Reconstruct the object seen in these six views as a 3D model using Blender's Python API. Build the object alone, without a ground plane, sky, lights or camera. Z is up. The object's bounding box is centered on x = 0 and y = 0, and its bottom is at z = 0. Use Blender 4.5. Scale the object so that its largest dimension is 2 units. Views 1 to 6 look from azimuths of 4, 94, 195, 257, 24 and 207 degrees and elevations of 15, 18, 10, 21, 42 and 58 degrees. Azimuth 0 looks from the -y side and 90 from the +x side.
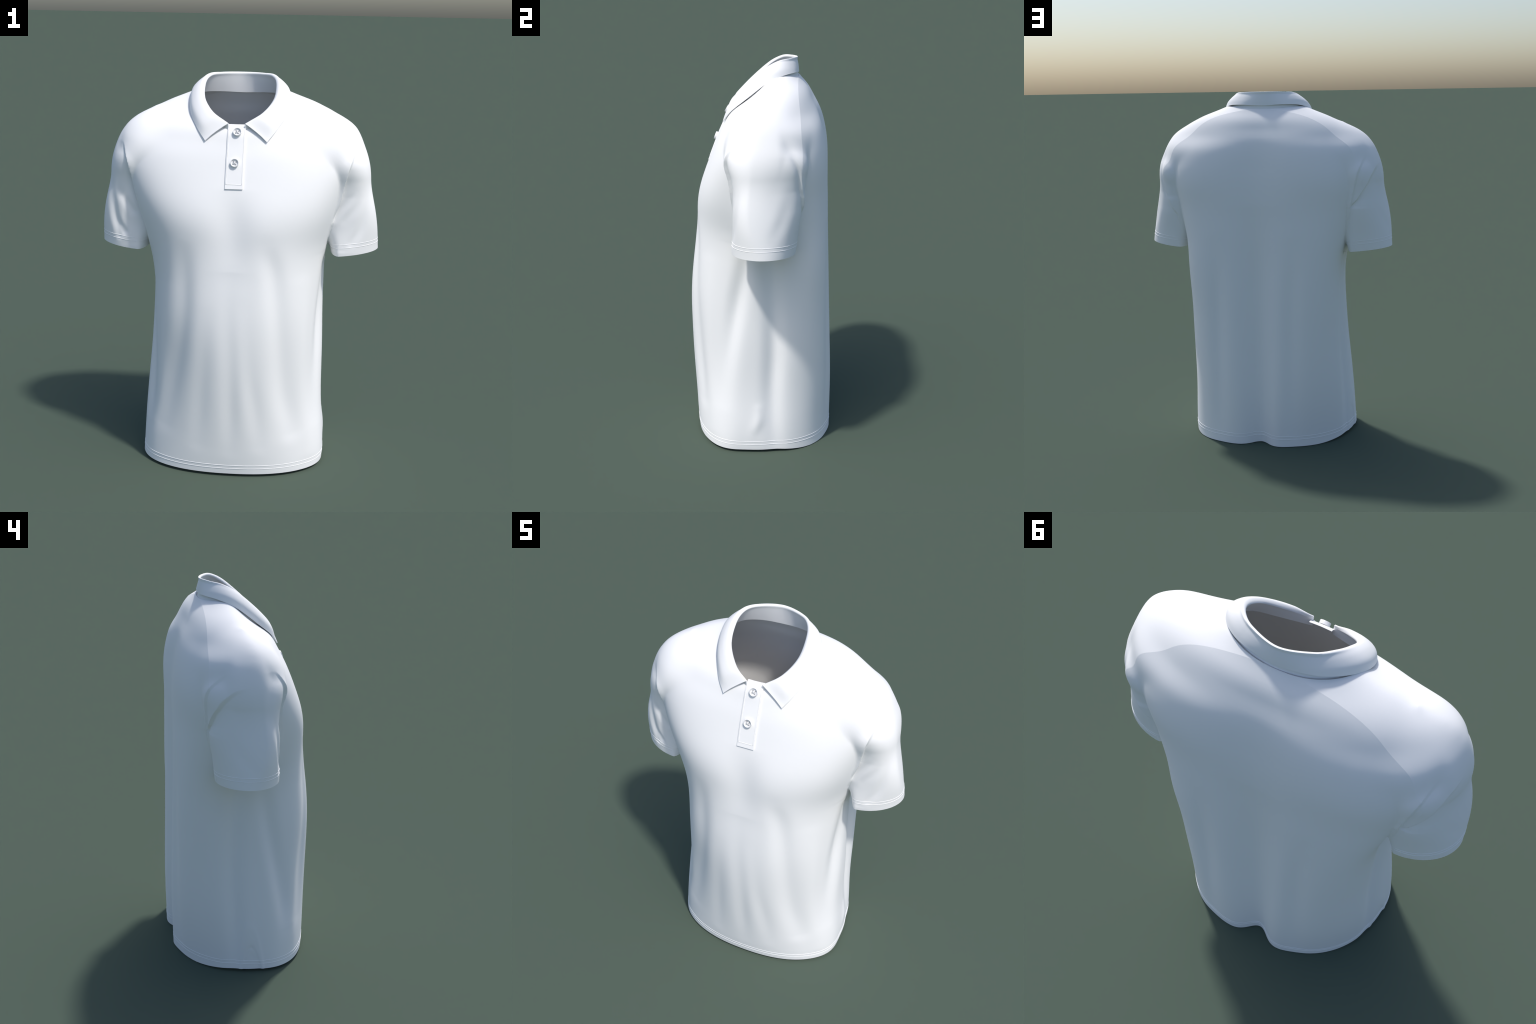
"""White short-sleeved polo shirt, worn by an invisible body.

The cloth shell is described by cross-sections (torso and sleeves) that are blended into one
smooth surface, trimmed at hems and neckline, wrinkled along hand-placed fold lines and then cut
into panels.  Collar, placket, buttons and stitching are lofted / built on top of it.
"""
import bpy, math
import numpy as np
from mathutils import Vector, Matrix

F = np.float64
GRID = 0.0065            # sampling step of the cloth surface
CLOTH = 0.006            # cloth thickness
AXIS_X = -0.005          # the shirt's plane of symmetry sits a touch off zero

# ------------------------------------------------------------------ small helpers
def spline(xs, ys):
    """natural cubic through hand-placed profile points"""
    xs = np.asarray(xs, F); ys = np.asarray(ys, F); n = len(xs)
    h = np.diff(xs); A = np.eye(n); r = np.zeros(n)
    for i in range(1, n - 1):
        A[i, i-1:i+2] = h[i-1], 2*(h[i-1] + h[i]), h[i]
        r[i] = 6 * ((ys[i+1] - ys[i]) / h[i] - (ys[i] - ys[i-1]) / h[i-1])
    M = np.linalg.solve(A, r)
    def ev(q):
        q = np.clip(q, xs[0], xs[-1])
        i = np.clip(np.searchsorted(xs, q) - 1, 0, n - 2)
        a, b = xs[i+1] - q, q - xs[i]
        return (M[i]*a**3 + M[i+1]*b**3) / (6*h[i]) + (ys[i]/h[i] - M[i]*h[i]/6)*a + (ys[i+1]/h[i] - M[i+1]*h[i]/6)*b
    return ev

def smooth(e0, e1, x):
    t = np.clip((x - e0) / (e1 - e0), 0, 1)
    return t * t * (3 - 2 * t)

def catmull(P, n):
    P = np.asarray(P, F)
    Q = np.vstack([2*P[0] - P[1], P, 2*P[-1] - P[-2]])
    out = []
    for i in range(1, len(Q) - 2):
        t = np.linspace(0, 1, n, endpoint=False)[:, None]
        a, b, c, d = Q[i-1], Q[i], Q[i+1], Q[i+2]
        out.append(.5 * (2*b + (c-a)*t + (2*a-5*b+4*c-d)*t**2 + (3*b-a-3*c+d)*t**3))
    return np.vstack(out + [P[-1][None]])

# ------------------------------------------------------------------ the torso's sections
#  height, centre y, left half width, right half width, front y, back y, squareness: front, back left, back right
TORSO = [
    (-0.100, -0.082, 0.494, 0.446, -0.339, 0.382, 2.396, 2.150, 3.327),
    (0.000, -0.076, 0.488, 0.466, -0.351, 0.383, 2.276, 2.189, 2.968),
    (0.270, -0.051, 0.474, 0.456, -0.370, 0.386, 2.018, 2.503, 3.012),
    (0.630, -0.005, 0.447, 0.448, -0.382, 0.376, 2.019, 3.078, 3.461),
    (0.840, 0.034, 0.440, 0.443, -0.371, 0.370, 2.250, 3.473, 3.850),
    (1.050, 0.071, 0.446, 0.447, -0.342, 0.365, 2.421, 3.772, 4.334),
    (1.200, 0.072, 0.479, 0.460, -0.328, 0.363, 2.471, 3.600, 3.901),
    (1.300, 0.061, 0.508, 0.490, -0.321, 0.361, 2.521, 3.400, 3.602),
    (1.400, 0.048, 0.535, 0.511, -0.293, 0.361, 2.651, 3.300, 3.501),
    (1.500, 0.037, 0.556, 0.534, -0.251, 0.362, 2.701, 3.401, 3.693),
    (1.600, 0.031, 0.575, 0.555, -0.212, 0.354, 2.426, 2.914, 3.120),
    (1.690, 0.038, 0.584, 0.580, -0.171, 0.336, 1.848, 2.426, 2.462),
    (1.750, 0.046, 0.550, 0.560, -0.137, 0.315, 1.621, 2.133, 2.014),
    (1.800, 0.072, 0.484, 0.492, -0.077, 0.287, 1.642, 2.133, 2.049),
    (1.860, 0.099, 0.365, 0.378, -0.009, 0.248, 1.699, 2.032, 2.048),
    (1.900, 0.104, 0.264, 0.268, 0.018, 0.207, 1.848, 2.022, 2.064),
    (1.950, 0.104, 0.135, 0.136, 0.039, 0.157, 1.991, 2.012, 2.065),
    (1.980, 0.108, 0.034, 0.036, 0.080, 0.110, 2.028, 2.000, 2.058),
]
#  height, centre x, half width inwards, half width outwards, centre y, front y, back y, squareness
SLEEVE = [
    (1.000, 0.518, 0.045, 0.208, 0.055, -0.090, 0.189, 1.917),
    (1.130, 0.514, 0.047, 0.202, 0.055, -0.100, 0.211, 1.917),
    (1.250, 0.519, 0.116, 0.186, 0.017, -0.094, 0.228, 1.958),
    (1.350, 0.520, 0.141, 0.168, 0.002, -0.096, 0.246, 1.903),
    (1.500, 0.512, 0.148, 0.149, 0.019, -0.114, 0.259, 2.023),
    (1.600, 0.503, 0.175, 0.164, 0.035, -0.148, 0.275, 1.950),
    (1.680, 0.490, 0.181, 0.180, 0.045, -0.145, 0.254, 1.846),
    (1.900, 0.430, 0.170, 0.150, 0.070, -0.080, 0.190, 1.900),
]
TT = np.array(TORSO); SS = np.array(SLEEVE)
def eased(xs, ys, sigma):
    """the spline, softened over sigma metres below the shoulders"""
    raw = spline(xs, ys)
    q = np.arange(-.3, 2.2, .005); v = raw(q)
    w = np.exp(-.5 * (np.arange(-40, 41) * .005 / sigma) ** 2); w /= w.sum()
    soft = np.convolve(np.pad(v, 40, mode='edge'), w, mode='valid')
    m = (1 - smooth(1.55, 1.70, q)) * smooth(.0, .15, q)
    v = v * (1 - m) + soft * m
    return lambda z: np.interp(z, q, v)
torso_prof = [eased(TT[:, 0], TT[:, k], .05) for k in range(1, 9)]
sleeve_prof = [spline(SS[:, 0], SS[:, k]) for k in range(1, 8)]
def sleeve_hem(P):
    """height of the cuff edge: a little higher on the outer side"""
    return 1.122 + .09 * (np.abs(P[:, 0]) - .585)

def section_radius(c, s, ap, am, bf, bb, nf, nbp, nbm):
    """radius of a four-cornered superellipse in direction (c, s)"""
    a = np.where(c > 0, ap, am); b = np.where(s < 0, bf, bb)
    w = smooth(-.5, .5, s); wx = smooth(-.4, .4, c)
    n = nf * (1 - w) + (nbp * wx + nbm * (1 - wx)) * w
    return (np.abs(c / a) ** n + np.abs(s / b) ** n) ** (-1 / n)

def torso_field(x, y, z, prof=None):
    cy, al, ar, yf, yb, nf, nbl, nbr = prof if prof is not None else [p(z) for p in torso_prof]
    dx = x - AXIS_X; dy = y - cy
    r = np.sqrt(dx*dx + dy*dy) + 1e-9
    R = section_radius(dx / r, dy / r, ar - AXIS_X, al + AXIS_X, cy - yf, yb - cy, nf, nbr, nbl)
    return r - R

def sleeve_field(x, y, z, prof=None):
    cx, ai, ao, cy, yf, yb, n = prof if prof is not None else [p(z) for p in sleeve_prof]
    dx = np.abs(x) - cx; dy = y - cy
    r = np.sqrt(dx*dx + dy*dy) + 1e-9
    R = section_radius(dx / r, dy / r, ao, ai, cy - yf, yb - cy, n, n, n)
    eps = .06 * smooth(1.58, 1.72, z)                    # rounded off under the shoulder
    return np.sqrt(r*r + eps*eps) - R + 2.5 * np.maximum(z - 1.50, 0) ** 2

def blend(ft, fs, x, y, z):
    """soft over the shoulder, almost sharp where the sleeve leaves chest and back"""
    over = np.maximum(smooth(1.54, 1.74, z), (1 - smooth(.06, .15, np.abs(y - .07))) * smooth(1.40, 1.52, z))
    k = .008 + .11 * over
    h = np.maximum(k - np.abs(ft - fs), 0) / k
    return np.minimum(ft, fs) - h * h * k / 4

def unit_fields(P):
    """distance-like fields of torso and sleeves at points"""
    e = 1e-3; out = []
    for fn in (torso_field, sleeve_field):
        f0 = fn(*P.T)
        g = np.stack([(fn(*(P + e*np.eye(3)[k]).T) - fn(*(P - e*np.eye(3)[k]).T)) / (2*e) for k in range(3)], 1)
        out.append(f0 / np.maximum(np.linalg.norm(g, axis=1), .3))
    return out

def body(P):
    ft, fs = unit_fields(P)
    return blend(ft, fs, *P.T)

# ------------------------------------------------------------------ polygonise
def sample_grid():
    xs = np.arange(-.79, .79, GRID); ys = np.arange(-.43, .43, GRID); zs = np.arange(-.045, 2.02, GRID)
    X = xs[:, None, None]; Y = ys[None, :, None]; Zc = zs
    def norm(f):
        g = np.gradient(f, GRID)
        return f / np.maximum(np.sqrt(g[0]**2 + g[1]**2 + g[2]**2), .3)
    pt = [p(Zc)[None, None, :].astype(np.float32) for p in torso_prof]
    ps = [p(Zc)[None, None, :].astype(np.float32) for p in sleeve_prof]
    X = X.astype(np.float32); Y = Y.astype(np.float32); Z = Zc[None, None, :].astype(np.float32)
    ft = norm(torso_field(X, Y, Z, pt)); fs = norm(sleeve_field(X, Y, Z, ps))
    fs = np.where(Z < .99, 1.0, fs)
    return xs, ys, zs, blend(ft, fs, X, Y, Z)

def surface_nets(xs, ys, zs, f):
    s = f < 0
    nx, ny, nz = f.shape
    cell = np.zeros((nx-1, ny-1, nz-1), np.int8)
    for dx in (0, 1):
        for dy in (0, 1):
            for dz in (0, 1):
                cell += s[dx:nx-1+dx, dy:ny-1+dy, dz:nz-1+dz]
    act = (cell > 0) & (cell < 8)
    idx = np.full(act.shape, -1, np.int64)
    I, J, K = np.nonzero(act); idx[I, J, K] = np.arange(len(I))
    acc = np.zeros((len(I), 3)); cnt = np.zeros(len(I))
    for ax in range(3):
        for u in (0, 1):
            for v in (0, 1):
                o0 = [u, v]; o0.insert(ax, 0); o1 = list(o0); o1[ax] = 1
                a = f[I+o0[0], J+o0[1], K+o0[2]]; b = f[I+o1[0], J+o1[1], K+o1[2]]
                m = (a < 0) != (b < 0)
                t = np.where(m, a / np.where(m, a - b, 1), 0)
                p = np.zeros((len(I), 3)); p[:] = o0; p[:, ax] = t
                acc += p * m[:, None]; cnt += m
    V = np.stack([I, J, K], 1) + acc / cnt[:, None]
    V = V * GRID + [xs[0], ys[0], zs[0]]
    quads = []
    for ax in range(3):
        sl0 = [slice(1, -1)]*3; sl1 = [slice(1, -1)]*3
        sl0[ax] = slice(0, -1); sl1[ax] = slice(1, None)
        a = s[tuple(sl0)]; b = s[tuple(sl1)]
        for flip in (0, 1):
            m = (a & ~b) if not flip else (~a & b)
            e = np.stack(np.nonzero(m), 1)
            off = np.ones(3, int); off[ax] = 0
            e = e + off
            u, v = (ax+1) % 3, (ax+2) % 3
            q = []
            for du, dv in ((-1, -1), (0, -1), (0, 0), (-1, 0)):
                c = e.copy(); c[:, u] += du; c[:, v] += dv
                q.append(idx[c[:, 0], c[:, 1], c[:, 2]])
            q = np.stack(q, 1)
            quads.append(q[:, ::-1] if flip else q)
    return V, np.vstack(quads)

def clip(V, faces, g, keep_both=False):
    """cut polygons along the zero line of the vertex scalar g; negative side is kept"""
    V = list(map(tuple, V)); g = list(g); cut = {}
    eps = 2e-4
    g = [0.0 if abs(x) < eps else x for x in g]
    def cross(i, j):
        key = (i, j) if i < j else (j, i)
        if key not in cut:
            a, b = key; t = g[a] / (g[a] - g[b])
            cut[key] = len(V)
            V.append(tuple(V[a][k] + t * (V[b][k] - V[a][k]) for k in range(3)))
        return cut[key]
    neg, pos = [], []
    for f in faces:
        gs = [g[i] for i in f]
        if max(gs) <= 0: neg.append(tuple(f)); continue
        if min(gs) >= 0: pos.append(tuple(f)); continue
        A, B = [], []
        n = len(f)
        for k in range(n):
            i, j = f[k], f[(k+1) % n]
            if g[i] <= 0: A.append(i)
            if g[i] >= 0: B.append(i)
            if g[i] * g[j] < 0:
                c = cross(i, j); A.append(c); B.append(c)
        if len(A) > 2: neg.append(tuple(A))
        if len(B) > 2: pos.append(tuple(B))
    return np.array(V), neg, pos

def compact(V, faces):
    used = np.zeros(len(V), bool)
    for f in faces: used[list(f)] = True
    m = np.cumsum(used) - 1
    return V[used], [tuple(int(m[i]) for i in f) for f in faces]

def vertex_normals(V, faces):
    N = np.zeros_like(V)
    by = {}
    for f in faces: by.setdefault(len(f), []).append(f)
    for n, fs in by.items():
        A = np.array(fs); P = V[A]
        nn = np.zeros((len(A), 3))
        for k in range(1, n-1): nn += np.cross(P[:, k] - P[:, 0], P[:, k+1] - P[:, 0])
        for k in range(n): np.add.at(N, A[:, k], nn)
    return N / np.maximum(np.linalg.norm(N, axis=1), 1e-12)[:, None]

# ------------------------------------------------------------------ neckline and collar lines
#  half curves from the front opening (first) to the centre back (last); mirrored about AXIS_X
CREST = [(.040, -.143, 1.768), (.117, -.096, 1.816), (.170, -.029, 1.883), (.178, .051, 1.951),
         (.157, .113, 1.986), (.104, .160, 1.994), (0, .192, 1.995)]
FALL = [(.150, -.171, 1.689), (.195, -.125, 1.747), (.238, -.042, 1.814), (.250, .060, 1.890),
        (.208, .138, 1.922), (.126, .188, 1.928), (0, .204, 1.922)]
SEAM = [(.040, -.138, 1.745), (.145, -.088, 1.782), (.228, -.024, 1.836), (.242, .060, 1.886),
        (.202, .136, 1.910), (.118, .184, 1.912), (0, .201, 1.908)]

def ring(half, n):
    h = np.array(half, F)
    full = np.vstack([h * [-1, 1, 1], h[::-1][1:]])
    c = catmull(full, n); c[:, 0] += AXIS_X
    return c

def neck_inside(P):
    """signed: positive inside the neck opening (seen from above), high up only"""
    c = ring(SEAM, 10)[:, :2]
    poly = np.vstack([c, c[:1]])
    x, y = P[:, 0], P[:, 1]
    ins = np.zeros(len(P), bool); d = np.full(len(P), 9.)
    for a, b in zip(poly[:-1], poly[1:]):
        ab = b - a
        t = np.clip(((x-a[0])*ab[0] + (y-a[1])*ab[1]) / (ab @ ab + 1e-12), 0, 1)
        d = np.minimum(d, np.hypot(x - a[0] - t*ab[0], y - a[1] - t*ab[1]))
        if a[1] != b[1]:
            ins ^= ((a[1] > y) != (b[1] > y)) & (x < (b[0]-a[0]) * (y-a[1]) / (b[1]-a[1]) + a[0])
    g = np.where(ins, d, -d)
    return np.where(P[:, 2] > 1.55, g + .006, -1.0)      # trimmed just outside the collar stand

def back_seam(P):
    """positive on the back panel"""
    zs = spline([0, 1.0, 1.2, 1.35, 1.45, 1.60, 1.75, 1.90, 2.0], [.05, .06, .12, .262, .252, .238, .225, .205, .2])
    return P[:, 1] - zs(P[:, 2])

# ------------------------------------------------------------------ folds
#  seen from 'front', 'back', 'right' (+x) or 'left' (-x): polyline in (horizontal, z), depth (+ = valley), width
FOLDS = [
    # back: the deep pleat in the middle of the hem, running up the back and dying out
    ('back', [(.000, -.10), (.000, .10), (.000, .45), (.000, .95), (.0, 1.35), (.0, 1.55)], [.070, .066, .058, .038, .014, .008], [.066, .070, .076, .085, .11, .12], 0),
    ('back', [(.235, .02), (.230, .35), (.230, .80), (.235, 1.15)], [.003, .012, .016, .003], [.052]*4, 1),
    ('back', [(-.210, .02), (-.200, .35), (-.200, .80), (-.210, 1.15)], [.003, .014, .016, .003], [.052]*4, 1),
    # front drape: valleys falling from the chest
    ('front', [(-.235, 1.22), (-.238, 1.07), (-.240, .88), (-.262, .68), (-.300, .47), (-.345, .25)], [.001, .010, .014, .014, .010, .003], [.052]*6, 1),
    ('front', [(.165, 1.20), (.205, 1.05), (.235, .78), (.262, .46), (.305, .24)], [.002, .012, .014, .014, .005], [.050]*5, 1),
    ('front', [(-.020, 1.05), (-.015, .88), (.000, .61), (.003, .36), (.000, .16)], [.001, .003, .007, .009, .002], [.045]*5, 1),
    ('front', [(-.125, .85), (-.135, .60), (-.150, .40), (-.165, .18)], [.001, .005, .006, .002], [.045]*4, 1),
    ('front', [(.070, .90), (.090, .62), (.120, .40), (.150, .18)], [.001, .004, .006, .002], [.042]*4, 1),
    # sides: a long hollow under the arm and a second one fanning forward
    ('right', [(.090, 1.10), (.095, .60), (.085, .30), (.100, .00)], [.020, .028, .020, .005], [.048]*4, 0),
    ('right', [(-.040, 1.06), (-.110, .75), (-.160, .42), (-.170, .22)], [.012, .024, .008, .000], [.045]*4, 0),
    ('right', [(.015, .24), (.010, .17), (-.020, .10)], [-.003, -.006, -.001], [.026]*3, 0),
    ('right', [(-.235, 1.00), (-.245, .70), (-.240, .35), (-.235, .10)], [-.002, -.010, -.010, -.003], [.040]*4, 1),
    ('left', [(.090, 1.10), (.100, .60), (.095, .30), (.090, .00)], [.018, .024, .020, .006], [.042]*4, 0),
    ('left', [(-.040, 1.06), (-.100, .75), (-.165, .42), (-.190, .22)], [.004, .018, .018, .003], [.045]*4, 0),
    ('left', [(-.235, .95), (-.235, .63), (-.225, .28), (-.225, .05)], [-.001, -.006, -.008, -.002], [.040]*4, 1),
    # breast bone between the chest muscles, hollow between the shoulder blades
    ('front', [(-.005, 1.47), (-.005, 1.30), (-.005, 1.08)], [.001, .016, .003], [.090]*3, 0),
    ('back', [(-.005, 1.91), (-.005, 1.84), (-.005, 1.72), (-.005, 1.55), (-.005, 1.38)], [.000, .010, .018, .012, .002], [.170]*5, 0),
]
SLEEVE_FOLDS = [
    # right (+x) sleeve
    ('front', +1, [(.480, 1.31), (.532, 1.372), (.585, 1.44)], [.010, .008, .001], [.020]*3, 1),
    ('front', +1, [(.540, 1.30), (.589, 1.363), (.620, 1.44)], [.002, .005, .001], [.024]*3, 1),
    ('front', +1, [(.575, 1.185), (.617, 1.258), (.642, 1.376), (.645, 1.46)], [.004, .006, .005, .001], [.022]*4, 1),
    ('right', +1, [(.140, 1.66), (.177, 1.63), (.212, 1.578), (.237, 1.509), (.250, 1.42)], [.000, .003, .009, .010, .006], [.018]*5, 1),
    ('right', +1, [(.110, 1.22), (.150, 1.30), (.190, 1.42)], [.001, .004, .001], [.030]*3, 1),
    # left (-x) sleeve
    ('front', -1, [(-.530, 1.31), (-.579, 1.377), (-.614, 1.44)], [.008, .007, .001], [.020]*3, 1),
    ('front', -1, [(-.580, 1.205), (-.617, 1.276), (-.641, 1.44)], [.011, .008, .001], [.021]*3, 1),
    ('front', -1, [(-.605, 1.18), (-.633, 1.288), (-.652, 1.47)], [.007, .007, .001], [.018]*3, 1),
    ('left', -1, [(.060, 1.22), (.110, 1.28), (.150, 1.36)], [.001, .003, .001], [.030]*3, 1),
]
#  tucks where the sleeve slips under chest or back: side, sign of x, line (z, |x|), depth, reach over the sleeve
FRONT_ARMHOLE = [(1.66, .580), (1.60, .562), (1.545, .545), (1.414, .517), (1.331, .492), (1.23, .460), (1.14, .452)]
TUCKS = [
    ('front', +1, FRONT_ARMHOLE, [0, .007, .016, .024, .020, .014, .004], .050),
    ('front', -1, FRONT_ARMHOLE, [0, .009, .020, .024, .018, .012, .004], .050),
    ('back', -1, [(1.653, .582), (1.556, .550), (1.449, .525), (1.359, .507), (1.25, .492), (1.14, .481)], [0, .008, .012, .014, .007, .000], .045),
    ('back', -1, [(1.62, .655), (1.58, .636), (1.499, .603), (1.409, .549), (1.368, .509)], [0, .004, .014, .016, .008], .040),
    ('back', +1, [(1.60, .600), (1.519, .580), (1.435, .562), (1.35, .527), (1.311, .499), (1.247, .485), (1.14, .478)], [0, .008, .014, .012, .008, .003, .000], .045),
]

def tuck_amount(V, N, view, sx, line, depth, reach):
    L = np.array(line, F)[::-1]; d = np.array(depth, F)[::-1]
    z = V[:, 2]
    s = (V[:, 0] * sx - np.interp(z, L[:, 0], L[:, 1])) * .88
    dep = np.interp(z, L[:, 0], d, left=0, right=0)
    facing = smooth(.05, .35, N @ np.array(VIEW[view][1], F)) * (V[:, 0] * sx > 0)
    sink = smooth(-.003, .009, s) * np.exp(-np.maximum(s, 0) / reach)
    swell = .35 * (1 - smooth(-.006, .003, s)) * np.exp(-np.maximum(-s, 0) / .03)
    return dep * (sink - swell) * facing

VIEW = {'front': (0, (0, -1, 0)), 'back': (0, (0, 1, 0)), 'right': (1, (1, 0, 0)), 'left': (1, (-1, 0, 0))}

def fold_amount(V, N, view, pts, depth, width, rolled):
    ax, d = VIEW[view]
    h, z = V[:, ax], V[:, 2]
    best = np.full(len(V), 1e9); dep = np.zeros(len(V)); wid = np.ones(len(V))
    c = catmull(np.c_[np.array(pts, F), depth, width], 6)
    for a, b in zip(c[:-1], c[1:]):
        ab = b[:2] - a[:2]
        t = np.clip(((h-a[0])*ab[0] + (z-a[1])*ab[1]) / (ab @ ab), 0, 1)
        dist = np.hypot(h - a[0] - t*ab[0], z - a[1] - t*ab[1])
        m = dist < best
        best = np.where(m, dist, best)
        dep = np.where(m, a[2] + t*(b[2]-a[2]), dep); wid = np.where(m, a[3] + t*(b[3]-a[3]), wid)
    facing = smooth(-.1, .35, N @ np.array(d, F))
    q = best / wid
    shape = np.exp(-q**2) - (.45 * np.exp(-(q / 2)**2) if rolled else 0)   # rolled: swells on either side
    return dep * shape * facing

# ------------------------------------------------------------------ materials
def cloth_material(name, col, rough=.85):
    m = bpy.data.materials.new(name); m.use_nodes = True
    nt = m.node_tree; b = nt.nodes['Principled BSDF']
    tc = nt.nodes.new('ShaderNodeTexCoord')
    no = nt.nodes.new('ShaderNodeTexNoise'); no.inputs['Scale'].default_value = 260; no.inputs['Detail'].default_value = 2
    ramp = nt.nodes.new('ShaderNodeValToRGB')
    ramp.color_ramp.elements[0].position = .3; ramp.color_ramp.elements[1].position = .7
    ramp.color_ramp.elements[0].color = tuple(c * .985 for c in col) + (1,)
    ramp.color_ramp.elements[1].color = tuple(col) + (1,)
    nt.links.new(tc.outputs['Object'], no.inputs['Vector'])
    nt.links.new(no.outputs['Fac'], ramp.inputs['Fac'])
    nt.links.new(ramp.outputs['Color'], b.inputs['Base Color'])
    b.inputs['Roughness'].default_value = rough
    b.inputs['Specular IOR Level'].default_value = .25
    return m

# ------------------------------------------------------------------ scene assembly
for o in list(bpy.data.objects): bpy.data.objects.remove(o)
root = bpy.data.objects.new('polo_shirt', None)
bpy.context.scene.collection.objects.link(root)
root['label'] = 'plain white short-sleeved polo shirt with collar and two buttons'
root['category'] = 'polo shirt'
WHITE = cloth_material('white_cotton', (.945, .945, .95))

def add_mesh(name, V, faces, mat, normals=None, parent=None, smooth_shade=True):
    me = bpy.data.meshes.new(name)
    me.from_pydata([tuple(v) for v in V], [], [tuple(f) for f in faces])
    me.update()
    if smooth_shade:
        me.polygons.foreach_set('use_smooth', np.ones(len(me.polygons), bool))
    me.materials.append(mat)
    if normals is not None:
        me.normals_split_custom_set_from_vertices([tuple(n) for n in normals])
    ob = bpy.data.objects.new(name, me)
    bpy.context.scene.collection.objects.link(ob)
    ob.parent = parent or root
    return ob

# ---- cloth shell
V, Q = surface_nets(*sample_grid())
# two relaxation passes, each pulled back onto the described surface
E2 = np.vstack([Q[:, [0, 1]], Q[:, [1, 2]], Q[:, [2, 3]], Q[:, [3, 0]]])
deg = np.bincount(E2.ravel(), minlength=len(V)).astype(F)
for it in range(3):
    S = np.zeros_like(V)
    np.add.at(S, E2[:, 0], V[E2[:, 1]]); np.add.at(S, E2[:, 1], V[E2[:, 0]])
    V = .5 * V + .5 * S / deg[:, None]
    e = 1e-3
    f0 = body(V)
    g = np.stack([(body(V + e*np.eye(3)[k]) - f0) / e for k in range(3)], 1)
    step = f0[:, None] * g / np.maximum((g*g).sum(1), .25)[:, None]
    V = V - np.clip(step, -.004, .004)

# the shoulder cap is ironed smooth
cap = (.5 * smooth(1.56, 1.68, V[:, 2]) * smooth(.34, .42, np.abs(V[:, 0])))[:, None]
for it in range(30):
    S = np.zeros_like(V)
    np.add.at(S, E2[:, 0], V[E2[:, 1]]); np.add.at(S, E2[:, 1], V[E2[:, 0]])
    V = V + cap * (S / deg[:, None] - V)
faces = [tuple(map(int, q)) for q in Q]
V, faces, _ = clip(V, faces, .013 * (1 - smooth(.10, .30, V[:, 1])) - V[:, 2])
V, faces, _ = clip(V, faces, neck_inside(V)); V, faces = compact(V, faces)
ft, fs = unit_fields(V)
V, faces, low = clip(V, faces, sleeve_hem(V) - V[:, 2])
low_c = np.array([V[list(f)].mean(0) for f in low])
a, b = unit_fields(low_c)
faces = faces + [f for f, k in zip(low, ((low_c[:, 2] < .97) & (np.abs(low_c[:, 0]) < .52)) | ((np.abs(a) < np.abs(b)) & (np.abs(low_c[:, 0]) < .46))) if k]
V, faces = compact(V, faces)
# lay mesh edges along the tucks so that they fold cleanly
for view, sx, line, depth, reach in TUCKS:
    L = np.array(line, F)[::-1]
    for off in (-.0035, .0100):
        Nv = vertex_normals(V, faces)
        ok = (Nv @ np.array(VIEW[view][1], F) > .0) & (V[:, 0]*sx > .35) & (V[:, 2] > L[0, 0]) & (V[:, 2] < L[-1, 0])
        g = V[:, 0]*sx - np.interp(V[:, 2], L[:, 0], L[:, 1]) - off
        near = ok & (np.abs(g) < .03)
        inn = [f for f in faces if all(near[i] for i in f)]; rest = [f for f in faces if not all(near[i] for i in f)]
        V, A, B = clip(V, inn, g)
        faces = rest + A + B
V, A, B = clip(V, faces, back_seam(V))
label = ['front'] * len(A) + ['back'] * len(B); faces = A + B
ft, fs = unit_fields(V)
def soft_normals(P):
    """outward direction of the loosely blended body, free of creases"""
    def soft(Q):
        a, b = unit_fields(Q); k = .12
        b = b + 2 * np.maximum(1.08 - Q[:, 2], 0)            # no sleeve below the cuff
        h = np.maximum(k - np.abs(a - b), 0) / k
        return np.minimum(a, b) - h*h*k/4
    e = 2e-3
    g = np.stack([soft(P + e*np.eye(3)[k]) - soft(P - e*np.eye(3)[k]) for k in range(3)], 1)
    return g / np.maximum(np.linalg.norm(g, axis=1), 1e-9)[:, None]
N = soft_normals(V)

# wrinkles
disp = np.zeros(len(V))
on_sleeve = smooth(-.01, .015, ft - fs - 2 * np.maximum(1.08 - V[:, 2], 0))
for view, pts, dep, wid, rl in FOLDS:
    disp -= fold_amount(V, N, view, pts, dep, wid, rl) * (1 - on_sleeve)
for view, sx, pts, dep, wid, rl in SLEEVE_FOLDS:
    disp -= fold_amount(V, N, view, pts, dep, wid, rl) * on_sleeve * (V[:, 0] * sx > 0)
# the sleeve is tucked in along the armhole
for tk in TUCKS: disp -= tuck_amount(V, N, *tk)
# the shoulder panel meets the back panel in a raised seam
sd = np.abs(back_seam(V))
disp += .005 * np.exp(-sd / .035) * smooth(1.35, 1.5, V[:, 2])
V = V + N * disp[:, None]
V[:, 2] = np.where(V[:, 2] < .0005, 0, V[:, 2])
N = vertex_normals(V, faces)

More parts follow.
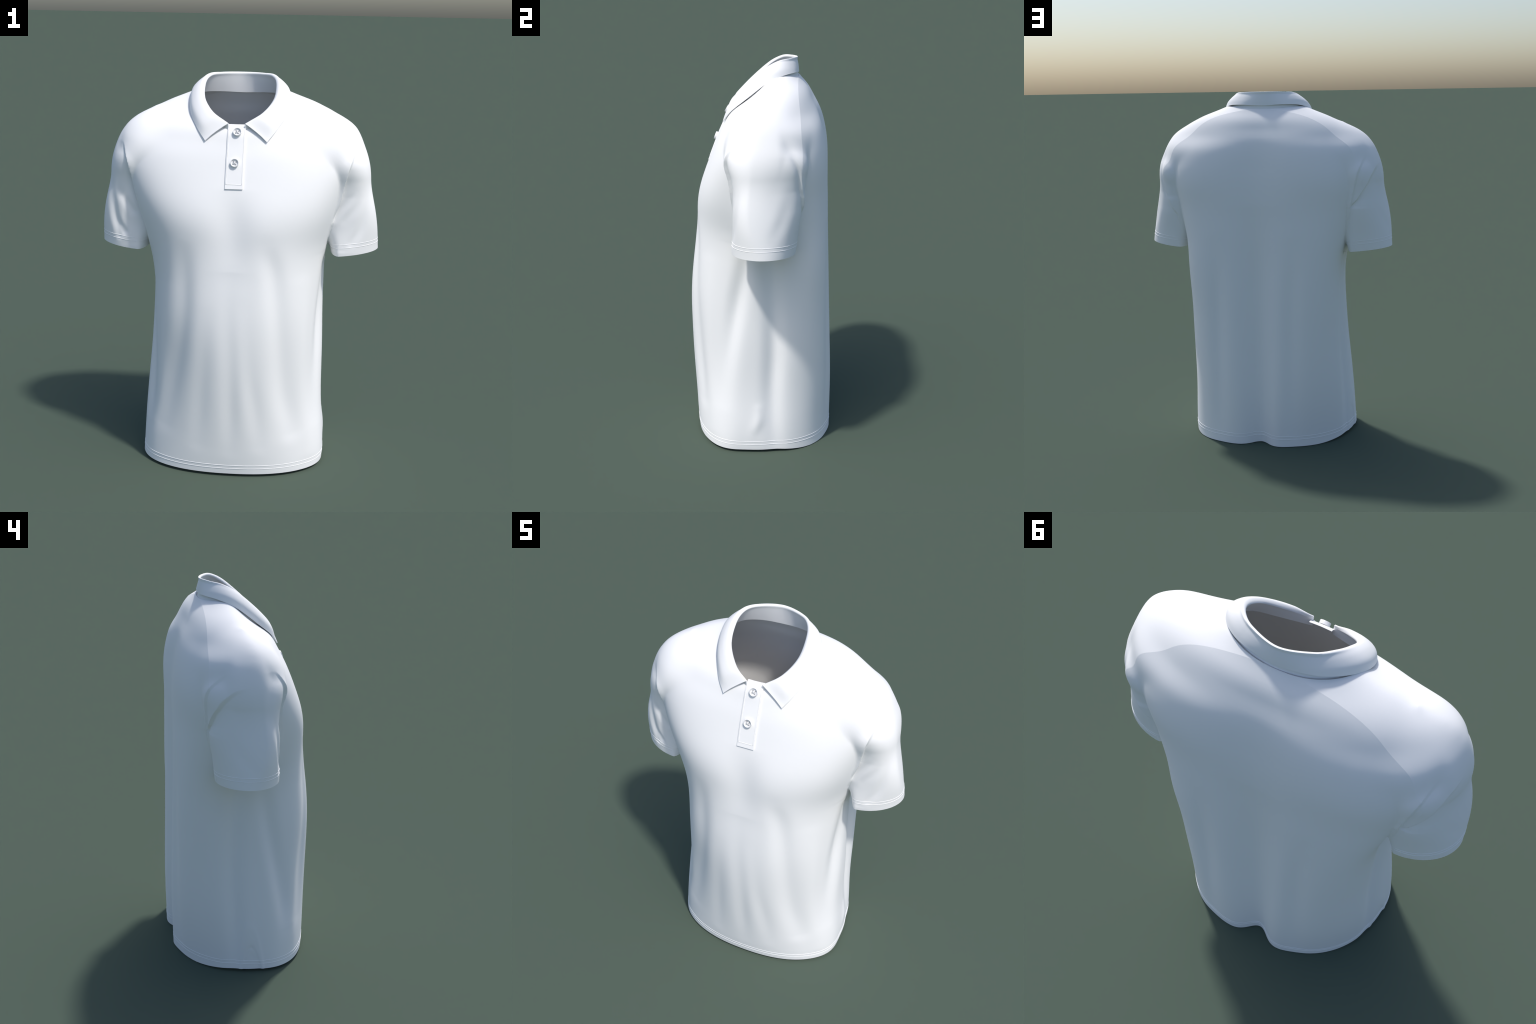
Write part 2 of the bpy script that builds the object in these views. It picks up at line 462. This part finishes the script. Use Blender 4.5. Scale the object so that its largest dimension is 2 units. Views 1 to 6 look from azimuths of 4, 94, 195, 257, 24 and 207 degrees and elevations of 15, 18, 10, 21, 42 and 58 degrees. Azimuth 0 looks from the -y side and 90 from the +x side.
def shell(V, N, faces, edge_count):
    """give a panel its cloth thickness; close it along true edges of the garment"""
    n = len(V)
    W = [V, V - N * CLOTH]; M = [N, -N]
    fo = list(faces) + [tuple(i + n for i in reversed(f)) for f in faces]
    rim = []
    for f in faces:
        for k in range(len(f)):
            i, j = f[k], f[(k+1) % len(f)]
            if edge_count.get((min(i, j), max(i, j))) == 1: rim.append((i, j))
    RV, RN, m = [], [], {}
    for i, j in rim:
        d = V[j] - V[i]; out = np.cross(d, N[i]); out /= np.linalg.norm(out) + 1e-12
        q = []
        for v in (j, i):
            if v not in m:
                m[v] = 2*n + len(RV); RV += [V[v], V[v] - N[v]*CLOTH]; RN += [out, out]
            q.append(m[v])
        fo.append((q[0], q[1], q[1]+1, q[0]+1))
    if RV: W.append(np.array(RV)); M.append(np.array(RN))
    return np.vstack(W), np.vstack(M), fo

ec = {}
for f in faces:
    for k in range(len(f)):
        i, j = f[k], f[(k+1) % len(f)]; key = (min(i, j), max(i, j)); ec[key] = ec.get(key, 0) + 1
cen = np.array([V[list(f)].mean(0) for f in faces])
a_, b_ = unit_fields(cen)
is_sleeve = (b_ < a_) & (cen[:, 2] > 1.05) & (np.abs(cen[:, 0]) > .40)
names = []
for l, s_, c in zip(label, is_sleeve, cen):
    names.append(('sleeve_r' if c[0] > 0 else 'sleeve_l') if s_ else l)

own = {}
for part in ('front', 'back'):
    own[part] = vertex_normals(V, [f for f, l in zip(faces, label) if l == part])
wgt = smooth(1.38, 1.5, V[:, 2])[:, None]
for part, nm in (('front', 'front_panel'), ('back', 'back_panel'), ('sleeve_r', 'sleeve'), ('sleeve_l', 'sleeve')):
    sel = [k for k, p in enumerate(names) if p == part]
    fs_ = [faces[k] for k in sel]
    lab = 'back' if part == 'back' else 'front'
    used = sorted({i for f in fs_ for i in f}); mp = {v: k for k, v in enumerate(used)}
    Ns = N[used] * (1 - wgt[used]) + own[lab][used] * wgt[used]
    bad = np.linalg.norm(Ns, axis=1) < .5
    Ns[bad] = N[used][bad]
    Ns /= np.linalg.norm(Ns, axis=1)[:, None]
    lf = [tuple(mp[i] for i in f) for f in fs_]
    lec = {}
    for f in fs_:
        for k in range(len(f)):
            i, j = f[k], f[(k+1) % len(f)]; key = (min(i, j), max(i, j))
            if ec[key] == 1: lec[(min(mp[i], mp[j]), max(mp[i], mp[j]))] = 1
    W, M, fo = shell(V[used], Ns, lf, lec)
    add_mesh(nm, W, fo, WHITE, M)

# ---- tubes for stitching
def tube(path, nrm, rad, closed, sides=6):
    path = np.asarray(path, F); n = len(path)
    if closed: tang = np.roll(path, -1, 0) - np.roll(path, 1, 0)
    else: tang = np.gradient(path, axis=0)
    tang /= np.linalg.norm(tang, axis=1)[:, None] + 1e-12
    bi = np.cross(tang, nrm); bi /= np.linalg.norm(bi, axis=1)[:, None] + 1e-12
    Vt = []
    for k in range(sides):
        a = 2*math.pi*k/sides
        Vt.append(path + rad*(math.cos(a)*nrm + math.sin(a)*bi))
    Vt = np.stack(Vt, 1).reshape(-1, 3)
    f = []
    for i in range(n if closed else n-1):
        j = (i+1) % n
        for k in range(sides):
            l = (k+1) % sides
            f.append((i*sides+k, i*sides+l, j*sides+l, j*sides+k))
    if not closed:
        f += [tuple(range(sides))[::-1], tuple((n-1)*sides + k for k in range(sides))]
    return Vt, f

def slice_loop(level, sel):
    """closed curve of the finished cloth along level = 0"""
    pts = []; nn = []; seen = set()
    for k in sel:
        f = faces[k]
        for q in range(len(f)):
            i, j = f[q], f[(q+1) % len(f)]
            key = (min(i, j), max(i, j))
            if key in seen: continue
            za, zb = level[i], level[j]
            if za * zb < 0:
                seen.add(key); t = za / (za - zb)
                pts.append(V[i] + t*(V[j]-V[i])); nn.append(N[i] + t*(N[j]-N[i]))
    pts = np.array(pts); nn = np.array(nn)
    c = (pts.max(0) + pts.min(0)) / 2
    o = np.argsort(np.arctan2(pts[:, 1]-c[1], pts[:, 0]-c[0]))
    pts, nn = pts[o], nn[o]
    for _ in range(3):
        pts = .5*pts + .25*(np.roll(pts, 1, 0) + np.roll(pts, -1, 0)); nn = .5*nn + .25*(np.roll(nn, 1, 0) + np.roll(nn, -1, 0))
    # resample evenly
    L = np.r_[0, np.cumsum(np.linalg.norm(np.diff(np.vstack([pts, pts[:1]]), axis=0), axis=1))]
    m = max(60, int(L[-1] / .008)); q = np.linspace(0, L[-1], m, endpoint=False)
    P2 = np.vstack([pts, pts[:1]]); N2 = np.vstack([nn, nn[:1]])
    pts = np.stack([np.interp(q, L, P2[:, k]) for k in range(3)], 1)
    nn = np.stack([np.interp(q, L, N2[:, k]) for k in range(3)], 1)
    nn /= np.linalg.norm(nn, axis=1)[:, None]
    return pts, nn

torso_sel = [k for k in range(len(faces)) if names[k] in ('front', 'back') and cen[k][2] < .2]
for h in (.043, .061):
    p, n_ = slice_loop(V[:, 2] - h, torso_sel)
    tv, tf = tube(p - n_*.0001, n_, .0014, True)
    add_mesh('hem_stitching', tv, tf, WHITE)
for part in ('sleeve_r', 'sleeve_l'):
    sel = [k for k in range(len(faces)) if names[k] == part and cen[k][2] < 1.3]
    for h in (.041, .058):
        p, n_ = slice_loop(V[:, 2] - sleeve_hem(V) - h, sel)
        tv, tf = tube(p - n_*.0001, n_, .0014, True)
        add_mesh('cuff_stitching', tv, tf, WHITE)

# ---- collar: a stand rising from the neck seam, rolled over the crest, falling outside
NS = 14
crest, fall, seam = ring(CREST, NS), ring(FALL, NS), ring(SEAM, NS)
rows = []
for i, (C, B, S) in enumerate(zip(crest, fall, seam)):
    u = abs(2*i/(len(crest)-1) - 1)                       # 1 at the front ends, 0 at the centre back
    end = 1 - smooth(.90, 1.0, u)                         # the ends lie flat
    out = (B - C); out[2] = 0; out /= np.linalg.norm(out) + 1e-9
    d = (B - C) / np.linalg.norm(B - C)
    nrm = np.array([0, 0, 1.]) - d * d[2]
    nrm = nrm / (np.linalg.norm(nrm) + 1e-9) if u > .2 else out
    nrm = nrm * smooth(.05, .35, u) + out * (1 - smooth(.05, .35, u)); nrm /= np.linalg.norm(nrm)
    puff = (.003 + .021 * smooth(.15, .6, u)) * (.25 + .75*end)
    up = np.array([0, 0, 1.])
    S = S - up*.014                            # sewn under the neckline of the body
    prof = [S, S*.55 + C*.45, S*.2 + C*.8, C - up*.005,
            C + out*.005*end + nrm*puff*.45, C*.85 + B*.15 + nrm*puff*.85, C*.62 + B*.38 + nrm*puff, C*.30 + B*.70 + nrm*puff*.85, B]
    rows.append(catmull(prof, 4))
rows = np.array(rows); nu, nv = rows.shape[:2]
cv = rows.reshape(-1, 3)
cf = [(i*nv+j, i*nv+j+1, (i+1)*nv+j+1, (i+1)*nv+j) for i in range(nu-1) for j in range(nv-1)]
col = add_mesh('collar', cv, cf, WHITE)
md = col.modifiers.new('thick', 'SOLIDIFY'); md.thickness = .005; md.offset = 0
def apply_mods(ob):
    dg = bpy.context.evaluated_depsgraph_get()
    me = bpy.data.meshes.new_from_object(ob.evaluated_get(dg))
    ob.modifiers.clear(); old = ob.data; ob.data = me; bpy.data.meshes.remove(old)
apply_mods(col)
col.data.shade_smooth() if hasattr(col.data, 'shade_smooth') else None
col.data.set_sharp_from_angle(angle=math.radians(50))

# ---- placket and buttons
def front_y(x, z):
    """chest surface in front, from the torso section"""
    x = np.asarray(x, F); z = np.asarray(z, F)
    lo = np.full(x.shape, -.5); hi = np.full(x.shape, .0)
    for _ in range(40):
        mid = (lo + hi) / 2
        P = np.stack([x.ravel(), mid.ravel(), z.ravel()], 1)
        ins = (torso_field(*P.T) < 0).reshape(x.shape)
        hi = np.where(ins, mid, hi); lo = np.where(ins, lo, mid)
    return (lo + hi) / 2

def breast_dip(x, z):
    P = np.stack([np.ravel(x), np.zeros(np.size(x)), np.ravel(z)], 1)
    d = np.zeros(len(P)); nn = np.tile([0., -1., 0.], (len(P), 1))
    for view, pts, dep, wid, rl in FOLDS:
        if view == 'front': d += fold_amount(P, nn, view, pts, dep, wid, rl)
    return d.reshape(np.shape(x))

def plank(x0, x1, z0, z1, lift, thick, nx=10, nz=40):
    u = np.linspace(0, 1, nx); w = np.linspace(0, 1, nz)
    U, Wz = np.meshgrid(u, w, indexing='ij')
    z = z0 + (z1 - z0) * Wz
    x = x0 + (x1 - x0) * U
    y = front_y(x, z) + breast_dip(x, z)
    yo = y - lift - thick; yi = y - lift
    top = np.stack([x, yo, z], -1).reshape(-1, 3); bot = np.stack([x, yi, z], -1).reshape(-1, 3)
    n = nx*nz
    f = []
    for i in range(nx-1):
        for j in range(nz-1):
            a, b, c, d = i*nz+j, (i+1)*nz+j, (i+1)*nz+j+1, i*nz+j+1
            f += [(a, b, c, d), (d+n, c+n, b+n, a+n)]
    for j in range(nz-1):
        f += [(j+1, j+1+n, j+n, j)]
        a = (nx-1)*nz + j
        f += [(a, a+n, a+1+n, a+1)]
    for i in range(nx-1):
        a, b = i*nz, (i+1)*nz
        f += [(a, a+n, b+n, b)]
        a, b = i*nz+nz-1, (i+1)*nz+nz-1
        f += [(b, b+n, a+n, a)]
    return np.vstack([top, bot]), f
pv, pf = plank(-.047, .039, 1.474, 1.766, -.001, .007)
pl = add_mesh('placket', pv, pf, WHITE)
pl.data.set_sharp_from_angle(angle=math.radians(40))
def surf_point(x, z, lift):
    y = float(front_y(np.array([x]), np.array([z]))[0] + breast_dip(np.array([x]), np.array([z]))[0]); e = .01
    dz = float(front_y(np.array([x]), np.array([z+e]))[0] - front_y(np.array([x]), np.array([z-e]))[0]) / (2*e)
    n = np.array([0, -1, dz]); n /= np.linalg.norm(n)
    return np.array([x, y, z]) + n*lift, n
# stitch lines of the placket
def line_on_front(pts, lift):
    P = []; Nn = []
    for x, z in pts:
        p, n = surf_point(x, z, lift); P.append(p); Nn.append(n)
    return np.array(P), np.array(Nn)
for pts in ([(-.044 + .0043*k, 1.492) for k in range(19)], [(.034, 1.492 + .01*k) for k in range(27)], [(-.042, 1.492 + .01*k) for k in range(27)]):
    p, n_ = line_on_front(pts, .0060)
    tv, tf = tube(p, n_, .0009, False)
    add_mesh('placket_stitching', tv, tf, WHITE)

BUTTON = cloth_material('button_resin', (.85, .85, .86), .25)
BUTTON.node_tree.nodes['Principled BSDF'].inputs['Specular IOR Level'].default_value = .6
DARK = cloth_material('painted_dish_shade', (.10, .10, .11), .6)
THREAD = cloth_material('button_thread', (.80, .80, .80), .8)
prof = [(0, .0), (.0195, .0), (.0203, .001), (.0203, .0130), (.0196, .0140), (.0182, .0140), (.0172, .0130), (.0160, .0090), (.0145, .0070), (0, .0062)]
def lathe(prof, n=40):
    Vv, f = [], []
    for r, h in prof:
        if r == 0: Vv.append((0, 0, h))
        else: Vv += [(r*math.cos(2*math.pi*k/n), r*math.sin(2*math.pi*k/n), h) for k in range(n)]
    st = []; c = 0
    for r, h in prof: st.append(c); c += 1 if r == 0 else n
    for q in range(len(prof)-1):
        r0, r1 = prof[q][0], prof[q+1][0]
        for k in range(n):
            l = (k+1) % n
            if r0 == 0: f.append((st[q], st[q+1]+l, st[q+1]+k))
            elif r1 == 0: f.append((st[q]+k, st[q]+l, st[q+1]))
            else: f.append((st[q]+k, st[q]+l, st[q+1]+l, st[q+1]+k))
    return Vv, f
for bx, bz in ((.000, 1.728), (-.005, 1.589)):
    p, n_ = surf_point(bx, bz, .005)
    zq = Vector(n_).to_track_quat('Z', 'Y')
    bv, bf = lathe(prof)
    b = add_mesh('button', bv, bf, BUTTON)
    b.data.set_sharp_from_angle(angle=math.radians(35))
    b.location = p; b.rotation_mode = 'QUATERNION'; b.rotation_quaternion = zq
    for ang in (35, 125, 215, 305):                      # four dark discs modelled for the shade inside the button's dish
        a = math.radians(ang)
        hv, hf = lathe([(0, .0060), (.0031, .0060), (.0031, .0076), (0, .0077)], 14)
        shade_disc = add_mesh('dish_shade_disc', hv, hf, DARK, parent=b)
        shade_disc.location = (.0088*math.cos(a), .0088*math.sin(a), 0)
    for ang, lift in ((35, .0095), (125, .0112)):          # thread crossed between the dark discs
        a = math.radians(ang); d = np.array([math.cos(a), math.sin(a), 0])
        t = np.linspace(-.0095, .0095, 11)[:, None]
        path = t*d + np.array([0, 0, 1.])*(lift - (lift - .007)*(t/.0095)**4)
        tv, tf = tube(path, np.tile([0, 0, 1.], (11, 1)), .0018, False)
        add_mesh('button_thread', tv, tf, THREAD, parent=b)
